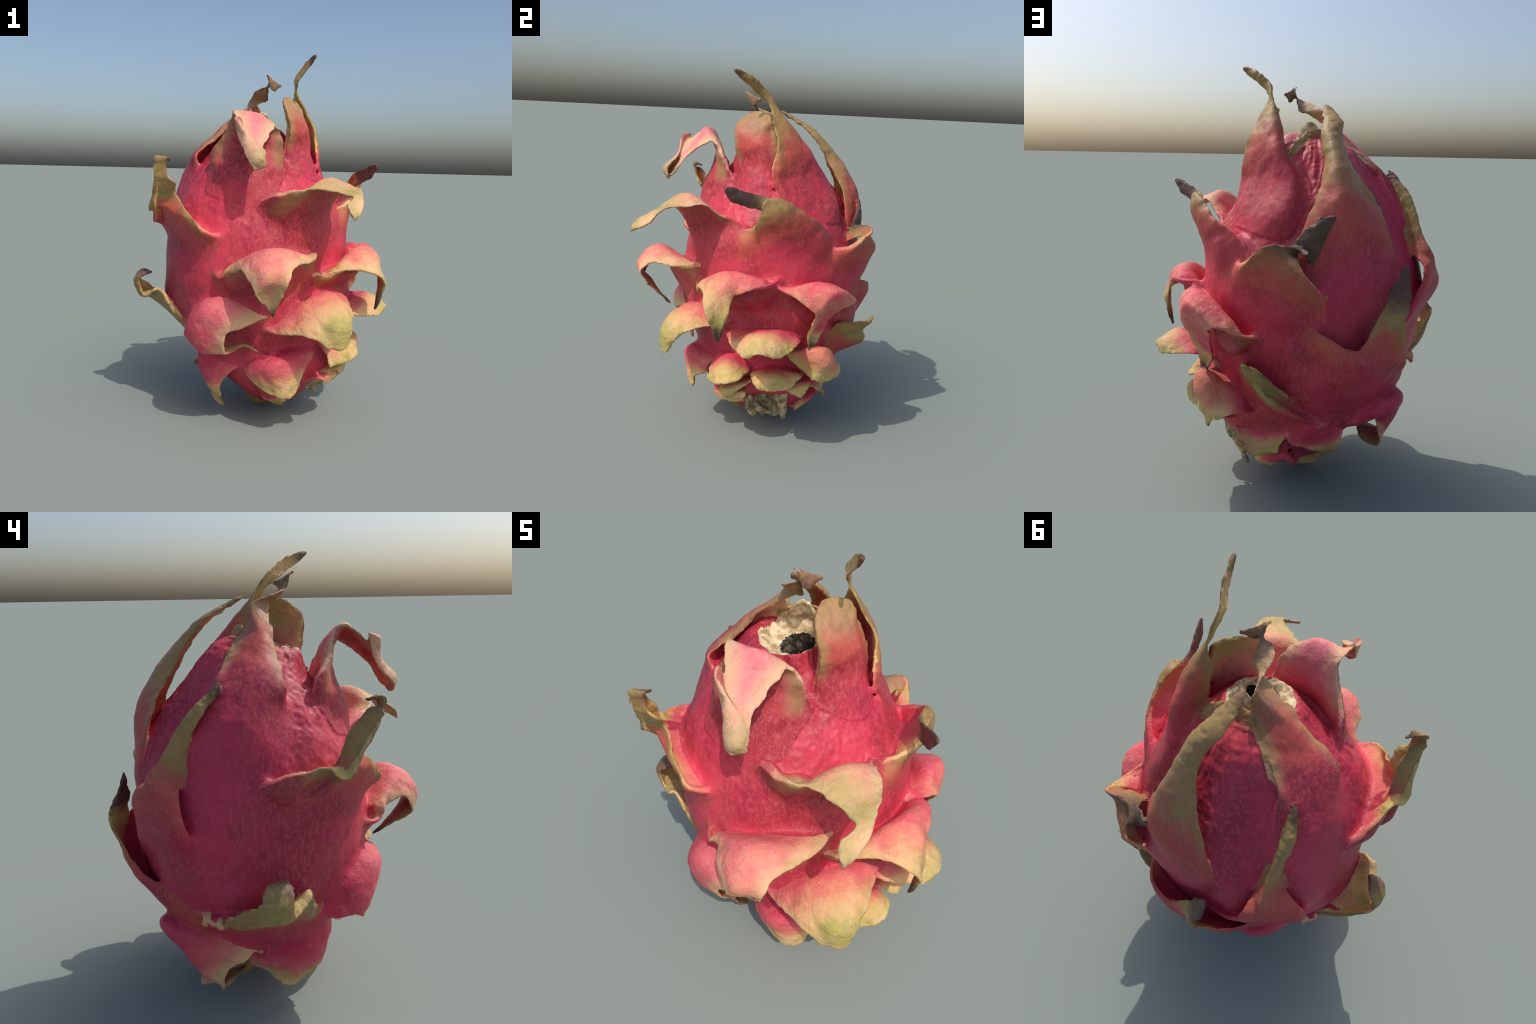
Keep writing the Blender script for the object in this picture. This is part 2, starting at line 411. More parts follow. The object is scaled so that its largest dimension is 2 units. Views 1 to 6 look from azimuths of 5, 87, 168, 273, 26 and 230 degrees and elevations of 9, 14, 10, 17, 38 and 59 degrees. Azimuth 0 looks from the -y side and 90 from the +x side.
# how far the olive margin reaches, how dry (brown) the tip is, how pale the inner
# face is, how much mauve-pink replaces the olive and cream
LOOK = {"default": (0.5, 0.5, 0.5, 0.0)}
LOOK.update({
    "A": (0.1, 0.1, 0.4, 0.8), "B": (0.5, 0.0, 0.5, 0.3), "C": (0.8, 0.5, 0.5, 0.0), "D": (0.85, 0.35, 0.5, 0.2), "E": (0.5, 0.45, 0.5, 0.55),
    "F": (0.65, 0.5, 0.5, 0.0), "G": (0.55, 0.35, 0.9, 0.35), "H": (0.9, 1.15, 0.5, 0.0), "I": (0.85, 1.3, 0.5, 0.0), "K": (1.05, 0.6, 0.5, 0.1),
    "J": (0.85, 1.05, 0.5, 0.0), "L": (0.5, 0.9, 0.8, 0.35), "M": (0.5, 0.9, 1.15, 0.0), "N": (0.5, 0.95, 1.1, 0.0), "O": (0.3, 0.1, 0.95, 0.0),
    "P": (0.4, 0.2, 0.85, 0.0), "Q": (0.8, 0.6, 0.5, 0.0), "R": (0.3, 0.6, 0.5, 0.5), "S": (0.9, 0.4, 0.5, 0.0), "T": (0.5, 0.3, 0.35, 0.0),
    "U": (0.4, 0.7, 0.2, 0.3), "V": (0.5, 0.3, 0.3, 0.1), "W": (0.5, 0.15, 0.85, 0.0), "X": (0.5, 0.1, 0.95, 0.0), "lobe": (0.0, 0.0, 0.2, 0.0),
    "Z1": (0.4, 0.1, 0.8, 0.0), "Z3": (0.6, 0.1, 0.9, 0.0), "Z4": (0.6, 0.3, 0.6, 0.0), "Z2": (0.5, 0.3, 0.4, 0.0), "Z5": (0.5, 0.2, 0.3, 0.0),
    "Z7": (0.6, 0.4, 0.3, 0.0), "Z6": (0.5, 0.3, 0.3, 0.0), "Z8": (0.4, 0.2, 0.4, 0.0), "Y": (0.4, 0.15, 0.3, 0.0)})


def ribs_of(key, spec):
    L, M, R = [], [], []
    for i, s in enumerate(spec):
        if s[0] == "rib":
            l, m, r = s[1:]
        else:
            m, w, side = s[1:]
            t = unit(m - M[-1])
            side = R[-1] - L[-1] if side is None else np.array(side, float)
            side = unit(side - t * (side @ t))
            l, r = m - side * w / 2, m + side * w / 2
            m = m + np.cross(side, t) * w * 0.2  # dry tips roll inwards
        L.append(l), M.append(m), R.append(r)
    L, M, R = (np.array(x) for x in (L, M, R))
    if key in SAME_AS:  # a fold starts on its own bract, not in the body
        return [np.vstack([e[0] - (e[1] - e[0]) * 0.3, e]) for e in (L, M, R)]
    # bury the first rib in the body and grow a hidden root below it
    c = body_section(M[0, 2])[0]
    down = unit(M[0] - M[1]) + np.array([0, 0, -0.6])
    middle = M[0].copy()
    out = []
    for e, depth in ((L, 0.024), (M, 0.012), (R, 0.024)):
        inward = unit(np.array([c[0], c[1], e[0, 2]]) - e[0])
        e[0] += inward * depth
        root = middle + (e[0] - middle) * 0.8 + unit(down) * 0.12 + inward * 0.065
        out.append(np.vstack([root, e]))
    return out


# how thick the root is on its inner side, against the usual
FLESHY = {"A": 0.9, "R": 0.15, "Ffold": 0.0, "Afold": 0.0, "flap": 0.0, "lobe": 0.5, "Y": 0.4, "Z5": 0.4, "Z1": 0.6, "Z2": 0.4, "Z6": 0.4, "J": 0.2, "L": 1.7, "G": 1.6, "H": 1.5, "F": 1.5, "M": 1.2, "O": 1.2, "N": 0.8, "Q": 1.8, "K": 0.4, "E": 0.4, "D": 0.4, "C": 0.5, "B": 1.2, "U": 0.3, "T": 0.5, "V": 0.6}
FLESH_END = {"A": 0.72, "B": 1.1, "L": 0.53, "G": 0.55, "F": 0.55, "Q": 0.72}
SAME_AS = {"Ffold": "F", "Afold": "A"}  # a fold of another bract, built as a second sheet
# how far the margins run on as ridges over the body
WINGS = {"Ffold": 0.0, "Afold": 0.0, "flap": 0.0, "lobe": 0.4, "E": 0.25, "D": 0.3, "C": 0.4, "B": 0.4, "K": 0.35, "A": 0.6, "U": 0.5, "V": 0.5}


def blade(key, spec, index):
    """Sample a bract: grid of middle-surface points, thickness and outward normals."""
    L, M, R = ribs_of(key, spec)
    k = np.concatenate([[0], np.cumsum(np.linalg.norm(np.diff(M, axis=0), axis=1) * 0.6 + 0.2 * np.linalg.norm(np.diff(L, axis=0), axis=1)
                                       + 0.2 * np.linalg.norm(np.diff(R, axis=0), axis=1))])
    length = k[-1]
    ns = max(24, int(length / 0.007))
    at = np.linspace(0, length, ns)
    l, m, r = (spline(x, k, at) for x in (L, M, R))
    s = at / length
    width = np.linalg.norm(r - l, axis=1)
    # ragged margins, worst near the dry tip; the very end is rounded off
    line = np.stack([at * 1.0, np.full(ns, index * 3.7), np.zeros(ns)], 1)
    rag = 0.003 + 0.007 * smooth(s, 0.55, 1.0)
    blunt = 0.55 if width[-1] > 0.1 else 0.25
    close = np.sqrt(np.clip((1.0 - s) / 0.05, 0, 1)) * (1 - blunt) + blunt
    free = smooth(s, 0.12, 0.4)
    rag = rag * np.minimum(1, width / 0.16)
    l, r = l + unit(l - m) * 0.003, r + unit(r - m) * 0.003  # smoothing later takes this back
    el = (rag * (noise(line, 22, 1) + 0.7 * noise(line, 60, 2)) * free)[:, None] * unit(m - l)
    er = (rag * (noise(line, 22, 3) + 0.7 * noise(line, 60, 4)) * free)[:, None] * unit(m - r)
    l = m + (l - m) * close[:, None] + np.minimum(1, width / 0.06)[:, None] * el
    r = m + (r - m) * close[:, None] + np.minimum(1, width / 0.06)[:, None] * er
    nt = max(9, int(width.max() / 0.007)) | 1
    t = np.linspace(-1, 1, nt)
    P = m[:, None] + (r - l)[:, None] / 2 * t[None, :, None] + ((l + r) / 2 - m)[:, None] * (t**2)[None, :, None]
    du = np.gradient(P, axis=0)
    dt = np.gradient(P, axis=1)
    N = unit(np.cross(dt, du))  # outward (abaxial) side
    # low wings: near the root each margin runs on as a ridge that sinks into the body
    wing = (1 - smooth(s, 0.30, 0.55))[:, None] * min(1.0, length / 0.45) * WINGS.get(key, 1.0)
    c = body_section(m[:, 2])
    inward = unit(np.stack([c[:, 0] - m[:, 0], c[:, 1] - m[:, 1], np.zeros(ns)], 1))
    cols, ts = [], []
    for step_out in (1.0, 0.75, 0.5, 0.25):
        reach = wing * step_out
        cols.append((l + unit(l - m) * reach * 0.065 + inward * reach**1.2 * 0.085 + np.array([0, 0, 0.02]) * reach,
                     r + unit(r - m) * reach * 0.065 + inward * reach**1.2 * 0.085 + np.array([0, 0, 0.02]) * reach))
        ts.append(1 + 0.12 * step_out)
    P = np.concatenate([np.stack([q[0] for q in cols], 1), P, np.stack([q[1] for q in cols[::-1]], 1)], 1)
    t = np.concatenate([-np.array(ts), t, np.array(ts[::-1])])
    N = np.concatenate([N[:, :1]] * 4 + [N] + [N[:, -1:]] * 4, 1)
    nt += 8
    # on the free part of the blade the wing has no reach: fold it just inside the margin
    away = 1 - smooth(s, 0.45, 0.56)
    P[:, :4] += unit(m - l)[:, None] * (0.0008 * np.arange(4, 0, -1))[None, :, None] * (1 - away)[:, None, None]
    P[:, -4:] += unit(m - r)[:, None] * (0.0008 * np.arange(1, 5))[None, :, None] * (1 - away)[:, None, None]
    tc = np.clip(t, -1, 1)
    # soft ruffles that grow towards margin and tip
    g = P.reshape(-1, 3)
    ruff = (0.012 * noise(g, 9, 11 + index) + 0.008 * noise(g, 22, 51 + index) + 0.003 * noise(g, 50, 91 + index)).reshape(ns, nt)
    ruff *= (0.25 + 0.75 * np.abs(tc)[None] ** 2) * smooth(s, 0.15, 0.6)[:, None]
    ruff *= np.minimum(1, width / 0.12)[:, None]
    P = P + N * ruff[..., None]
    half = 0.0075 + 0.010 * min(1.0, length / 0.4) * (1 - smooth(s, 0.0, 0.45))[:, None] * (1 - np.abs(tc)[None] ** 3)
    half = np.broadcast_to(half, (ns, nt)).copy()
    half -= 0.0012 * (np.abs(tc)[None] ** 6)
    # the inner side of the root is fleshy and fills the angle with the body
    flesh = min(0.075, 0.14 * length) * FLESHY.get(key, 1.0) * (1 - smooth(s, 0.28, FLESH_END.get(key, 0.60)))[:, None] * (1 - 0.6 * np.abs(tc)[None] ** 4)
    return P, N, half, half + flesh, s, t, (L, M, R)


def closed_sheet(P, N, half, under):
    ns, nt, _ = P.shape
    outer, inner = P + N * half[..., None], P - N * under[..., None]
    verts = np.concatenate([outer.reshape(-1, 3), inner.reshape(-1, 3)])
    o = ns * nt
    idx = np.arange(o).reshape(ns, nt)
    a, b, c, d = idx[:-1, :-1].ravel(), idx[:-1, 1:].ravel(), idx[1:, 1:].ravel(), idx[1:, :-1].ravel()
    faces = np.concatenate([np.stack([a, b, c, d], 1), np.stack([d, c, b, a], 1) + o])
    ring = np.concatenate([idx[0, :], idx[1:, -1], idx[-1, -2::-1], idx[-2:0:-1, 0]])
    nxt = np.roll(ring, -1)
    faces = np.concatenate([faces, np.stack([nxt, ring, ring + o, nxt + o], 1)])
    return verts, faces


def mesh_of(name, verts, faces):
    me = bpy.data.meshes.new(name)
    me.from_pydata([tuple(v) for v in verts], [], [tuple(f) for f in faces])
    me.update()
    return me


# ------------------------------------------------------------------ build one skin
all_v, all_f, base = [], [], 0
bv, bf = body_mesh()
all_v.append(bv)
all_f += [tuple(f) for f in bf]
base = len(bv)
blades = []
for i, (key, spec) in enumerate(BRACTS.items()):
    P, N, half, under, s, t, control = blade(key, spec, i)
    blades.append((key, P, N, half, s, t, control, under))
    v, f = closed_sheet(P, N, half, under)
    all_v.append(v)
    all_f += [tuple(int(x) + base for x in q) for q in f]
    base += len(v)

raw = mesh_of("raw", np.concatenate(all_v), all_f)
raw_ob = bpy.data.objects.new("raw", raw)
bpy.context.scene.collection.objects.link(raw_ob)
mod = raw_ob.modifiers.new("fuse", "REMESH")
mod.mode, mod.voxel_size, mod.adaptivity = "VOXEL", VOXEL, 0.0
fused = bpy.data.meshes.new_from_object(raw_ob.evaluated_get(bpy.context.evaluated_depsgraph_get()))
bpy.data.objects.remove(raw_ob)
bpy.data.meshes.remove(raw)

nv, nf = len(fused.vertices), len(fused.polygons)
V = np.empty(nv * 3)
fused.vertices.foreach_get("co", V)
V = V.reshape(-1, 3)
loops = np.empty(len(fused.loops), np.int64)
fused.loops.foreach_get("vertex_index", loops)
totals = np.empty(nf, np.int64)
fused.polygons.foreach_get("loop_total", totals)
assert (totals == 4).all()
F = loops.reshape(-1, 4)
E = np.empty(len(fused.edges) * 2, np.int64)
fused.edges.foreach_get("vertices", E)
E = E.reshape(-1, 2)
bpy.data.meshes.remove(fused)
degree = np.bincount(E.ravel(), minlength=nv)[:, None]


def average(X):
    out = np.zeros_like(X)
    for c in range(X.shape[1]):
        out[:, c] = np.bincount(E[:, 0], X[E[:, 1], c], nv) + np.bincount(E[:, 1], X[E[:, 0], c], nv)
    return out / degree


def normals(X):
    n = np.cross(X[F[:, 2]] - X[F[:, 0]], X[F[:, 3]] - X[F[:, 1]])
    out = np.zeros_like(X)
    for c in range(3):
        for j in range(4):
            out[:, c] += np.bincount(F[:, j], n[:, c], nv)
    return unit(out)


# which bract is each vertex on, where along and across it, on which face
samples = np.concatenate([b[1].reshape(-1, 3) for b in blades])
owner = np.concatenate([np.full(b[1].shape[0] * b[1].shape[1], i) for i, b in enumerate(blades)])
along = np.concatenate([np.repeat(b[4], len(b[5])) for b in blades])
across = np.concatenate([np.tile(b[5], len(b[4])) for b in blades])
facing = np.concatenate([b[2].reshape(-1, 3) for b in blades])
thick = np.concatenate([b[3].ravel() for b in blades])
thick_under = np.concatenate([b[7].ravel() for b in blades])
tree = kdtree.KDTree(len(samples))
for i, p in enumerate(samples):
    tree.insert(p, i)
tree.balance()
near = np.empty(nv, np.int64)
gap = np.empty(nv)
for i, p in enumerate(V):
    _, near[i], gap[i] = tree.find(p)
side = ((V - samples[near]) * facing[near]).sum(1)
out_of_body = body_offset(V)

# soften the creases where blades grow out of the body, lightly smooth all else
seam = np.exp(-(np.abs(out_of_body) / 0.05) ** 2) * np.exp(-(gap / 0.09) ** 2)
seam *= 1 - smooth(along[near], 0.34, 0.52) * (gap < 0.04)
soft = seam > 0.03
ES = E[soft[E].any(1)]
SI = np.flatnonzero(soft)
W = (0.8 * seam[SI])[:, None]
for step in range(64):
    pull = np.stack([np.bincount(ES[:, 0], V[ES[:, 1], c], nv) + np.bincount(ES[:, 1], V[ES[:, 0], c], nv) for c in range(3)], 1)
    V[SI] += (pull[SI] / degree[SI] - V[SI]) * W
for step in range(5):
    V = V + 0.55 * (average(V) - V)
    V = V - 0.50 * (average(V) - V)

# relief: lumps, flesh wrinkles on the shoulders, crumpled dry tips
NRM = normals(V)
s_here = along[near]
on_blade = gap < np.where(side > 0, thick[near], thick_under[near]) + 0.012
up = smooth(V[:, 2], 0.95, 1.35)
theta = np.arctan2(V[:, 0] + 0.04, -(V[:, 1] - 0.07))
ring = np.stack([np.cos(theta) * 0.4, np.sin(theta) * 0.4, V[:, 2]], 1)
ring = ring + 0.035 * np.stack([noise(V, 7, 71 + c) for c in range(3)], 1)  # wandering creases
lump = 0.0035 * noise(V, 11, 21) + 0.0016 * noise(V, 30, 22)
crease = -np.abs(noise(ring, (11, 11, 12), 23)) * 0.0060 + np.abs(noise(ring, (19, 19, 5), 24)) * -0.0075 - 0.0040 * np.abs(noise(ring, (30, 30, 24), 27)) + 0.0022 * noise(V, 55, 28)
crumple = 0.0030 * noise(V, 34, 25) - 0.0035 * np.abs(noise(V, 60, 26))
body_w = np.where(on_blade, 0.25, 1.0)
tip_w = np.where(on_blade, smooth(s_here, 0.6, 0.95), 0.0)
V = V + NRM * (lump + up * body_w * crease + tip_w * crumple)[:, None]
scar_axis = np.array([-0.02, -0.02])
scar_r = np.hypot(V[:, 0] - scar_axis[0], V[:, 1] - scar_axis[1]) + 0.014 * noise(V, 26, 31)
outwardness = ((V[:, :2] - scar_axis) * NRM[:, :2]).sum(1) / (np.hypot(V[:, 0] - scar_axis[0], V[:, 1] - scar_axis[1]) + 1e-6)
on_scar = (V[:, 2] > 1.44) & (scar_r < 0.125) & (outwardness < 0.45) & ~on_blade & (np.abs(out_of_body) < 0.2)
V = V + NRM * (np.where(on_scar, 0.014 * noise(V, 24, 32) - 0.012 * np.abs(noise(V, 45, 33)), 0))[:, None]
for step in range(2):
    V = V + 0.5 * (average(V) - V)
    V = V - 0.48 * (average(V) - V)
NRM = normals(V)

# regions: body, each bract, scar
region = np.full(nv, -1)
keys = [b[0] for b in blades]
owner = np.array([keys.index(SAME_AS.get(k, k)) for k in keys])[owner]
is_blade = on_blade & ((out_of_body > 0.014) | ((s_here > 0.16) & (side > 0)))
region[is_blade] = owner[near][is_blade]
region[on_scar] = -2
region[is_blade & (owner[near] == keys.index("flap"))] = -2
votes = region[F]
face_region = np.where(votes[:, 0] == votes[:, 1], votes[:, 0], np.where(votes[:, 1] == votes[:, 2], votes[:, 1], votes[:, 3]))
inner_face = (side[F].mean(1) < 0)

# tidy stray islands: let each face follow the majority of its neighbours a few times
edge_key = np.sort(np.stack([F, np.roll(F, -1, 1)], 2).reshape(-1, 2), 1)
code = edge_key[:, 0] * nv + edge_key[:, 1]
order = np.argsort(code, kind="stable")
cs = code[order]
pair = np.flatnonzero(cs[1:] == cs[:-1])
fa, fb = order[pair] // 4, order[pair + 1] // 4
for step in range(6):
    same = np.bincount(fa, face_region[fa] == face_region[fb], nf) + np.bincount(fb, face_region[fa] == face_region[fb], nf)
    other = face_region.copy()
    diff = face_region[fa] != face_region[fb]
    other[fa[diff]] = face_region[fb[diff]]
    other[fb[diff]] = face_region[fa[diff]]
    face_region = np.where(same <= 1, other, face_region)
for step in range(3):
    x = inner_face.astype(float)
    tot = np.bincount(fa, x[fb], nf) + np.bincount(fb, x[fa], nf)
    inner_face = (tot + x) > 2.5


# ------------------------------------------------------------------ materials
def srgb(r, g, b):
    f = lambda c: c / 12.92 if c <= 0.04045 else ((c + 0.055) / 1.055) ** 2.4
    return (f(r / 255), f(g / 255), f(b / 255), 1.0)


class Nodes:
    def __init__(self, tree):
        self.t = tree
        self.n, self.l = tree.nodes, tree.links

    def put(self, socket, value):
        if isinstance(value, bpy.types.NodeSocket):
            self.l.new(value, socket)
        elif value is not None:
            socket.default_value = value

    def math(self, op, a, b=None, c=None, clamp=False):
        n = self.n.new("ShaderNodeMath")
        n.operation, n.use_clamp = op, clamp
        for s, v in zip(n.inputs, (a, b, c)):
            self.put(s, v)
        return n.outputs[0]

    def vec(self, op, a, b=None, scale=None):
        n = self.n.new("ShaderNodeVectorMath")
        n.operation = op
        self.put(n.inputs[0], a)
        if b is not None:
            self.put(n.inputs[1], b)
        if scale is not None:
            self.put(n.inputs["Scale"], scale)
        return n.outputs["Value"] if op in ("LENGTH", "DISTANCE", "DOT_PRODUCT") else n.outputs["Vector"]

    def step(self, x, a, b):
        n = self.n.new("ShaderNodeMapRange")
        n.interpolation_type = "SMOOTHSTEP"
        self.put(n.inputs["Value"], x)
        self.put(n.inputs["From Min"], a)
        self.put(n.inputs["From Max"], b)
        return n.outputs["Result"]

    def mix(self, fac, a, b):
        n = self.n.new("ShaderNodeMix")
        n.data_type = "RGBA"
        self.put(n.inputs["Factor"], fac)
        self.put(n.inputs["A"], a) if False else self.put(n.inputs[6], a)
        self.put(n.inputs[7], b)
        return n.outputs[2]

    def noise(self, p, scale, detail=4, rough=0.55, dist=0.0):
        n = self.n.new("ShaderNodeTexNoise")
        self.put(n.inputs["Vector"], p)
        n.inputs["Scale"].default_value, n.inputs["Detail"].default_value = scale, detail
        n.inputs["Roughness"].default_value, n.inputs["Distortion"].default_value = rough, dist
        return n.outputs["Fac"]

    def dots(self, p, scale):
        n = self.n.new("ShaderNodeTexVoronoi")
        self.put(n.inputs["Vector"], p)
        n.inputs["Scale"].default_value = scale
        return n.outputs["Distance"]

    def stretch(self, p, s):
        n = self.n.new("ShaderNodeMapping")
        self.put(n.inputs["Vector"], p)
        n.inputs["Scale"].default_value = s
        return n.outputs["Vector"]

    def coords(self):
        return self.n.new("ShaderNodeTexCoord").outputs["Object"]


def new_material(name):
    m = bpy.data.materials.new(name)
    m.use_nodes = True
    m.node_tree.nodes.clear()
    return m, Nodes(m.node_tree)


def finish(k, colour, height, rough=0.5, bump=0.4, spec=0.35, dist=0.004):
    b = k.n.new("ShaderNodeBump")
    b.inputs["Strength"].default_value, b.inputs["Distance"].default_value = bump, dist
    k.put(b.inputs["Height"], height)
    p = k.n.new("ShaderNodeBsdfPrincipled")
    k.put(p.inputs["Base Color"], colour)
    k.put(p.inputs["Roughness"], rough)
    p.inputs["Specular IOR Level"].default_value = spec
    k.l.new(b.outputs[0], p.inputs["Normal"])
    o = k.n.new("ShaderNodeOutputMaterial")
    k.l.new(p.outputs[0], o.inputs[0])
    return p


FLESH = srgb(214, 60, 86)       # hot pink skin between the bracts
FLESH_PALE = srgb(232, 100, 120)
FLESH_DEEP = srgb(174, 32, 62)
SKIN = srgb(176, 62, 68)        # outer face of a bract
SKIN_DEEP = srgb(144, 38, 54)
MAGENTA = srgb(196, 46, 92)
MAGENTA_DEEP = srgb(152, 38, 72)
SPECK = srgb(214, 110, 114)
OLIVE = srgb(156, 130, 80)
OLIVE_DEEP = srgb(118, 104, 60)
GREEN = srgb(142, 140, 78)
ORANGE = srgb(196, 96, 72)
PEACH = srgb(212, 132, 100)
ROSE = srgb(224, 132, 144)
MAUVE = srgb(184, 118, 116)
CREAM = srgb(228, 190, 136)
PINK = srgb(216, 92, 104)
ROSE_PALE = srgb(226, 170, 160)
LIME = srgb(190, 178, 102)
DRY = srgb(76, 56, 50)
DRY_PALE = srgb(126, 102, 82)
PURPLE = srgb(104, 72, 78)


def flesh_colour(k, p):
    big = k.noise(p, 3.0, 3)
    mid = k.noise(p, 13.0, 5, 0.6)
    c = k.mix(k.step(big, 0.40, 0.66), FLESH, FLESH_DEEP)
    c = k.mix(k.math("MULTIPLY", k.step(mid, 0.48, 0.75), 0.30), c, FLESH_PALE)
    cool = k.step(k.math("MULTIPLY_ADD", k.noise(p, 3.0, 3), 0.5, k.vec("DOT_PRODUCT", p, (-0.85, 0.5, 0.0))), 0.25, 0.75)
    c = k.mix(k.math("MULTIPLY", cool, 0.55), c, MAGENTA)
    fleck = k.step(k.dots(p, 120.0), 0.22, 0.10)
    return k.mix(k.math("MULTIPLY", fleck, 0.22), c, SPECK)


def skin_colour(k, p):
    big = k.noise(p, 4.0, 3)
    c = k.mix(k.step(big, 0.38, 0.62), SKIN, SKIN_DEEP)
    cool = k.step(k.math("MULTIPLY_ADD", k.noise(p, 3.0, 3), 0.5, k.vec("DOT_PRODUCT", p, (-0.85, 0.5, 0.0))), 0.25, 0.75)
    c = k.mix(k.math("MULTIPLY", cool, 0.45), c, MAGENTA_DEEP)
    grain = k.noise(k.stretch(p, (1, 1, 0.45)), 70.0, 4, 0.65)
    c = k.mix(k.math("MULTIPLY", k.step(grain, 0.42, 0.72), 0.38), c, SPECK)
    fleck = k.step(k.dots(k.stretch(p, (1, 1, 0.7)), 95.0), 0.34, 0.14)
    patchy = k.step(k.noise(p, 8.0, 3), 0.34, 0.60)
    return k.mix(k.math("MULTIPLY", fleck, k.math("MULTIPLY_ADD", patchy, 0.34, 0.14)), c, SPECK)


def fine_relief(k, p):
    a = k.noise(p, 60.0, 6, 0.62)
    b = k.noise(k.stretch(p, (1, 1, 0.35)), 150.0, 3, 0.6)
    return k.math("MULTIPLY_ADD", b, 0.35, a)


def body_colour(k, p):
    patch = k.step(k.noise(p, 3.5, 4, 0.6), 0.40, 0.62)
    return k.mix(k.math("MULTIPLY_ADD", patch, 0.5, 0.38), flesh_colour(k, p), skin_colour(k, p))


def body_material():
    m, k = new_material("pink_flesh")
    p = k.coords()
    c = body_colour(k, p)
    finish(k, c, fine_relief(k, p), rough=0.48, bump=0.30, spec=0.3)
    return m


def margin_distance(k, p, line):
    best = None
    for a, b in zip(line[:-1], line[1:]):
        d = b - a
        pa = k.vec("SUBTRACT", p, tuple(a))
        h = k.math("DIVIDE", k.vec("DOT_PRODUCT", pa, tuple(d)), float(d @ d) + 1e-6, clamp=True)
        off = k.vec("DISTANCE", pa, k.vec("SCALE", tuple(d), scale=h))
        best = off if best is None else k.math("MINIMUM", best, off)
    return best


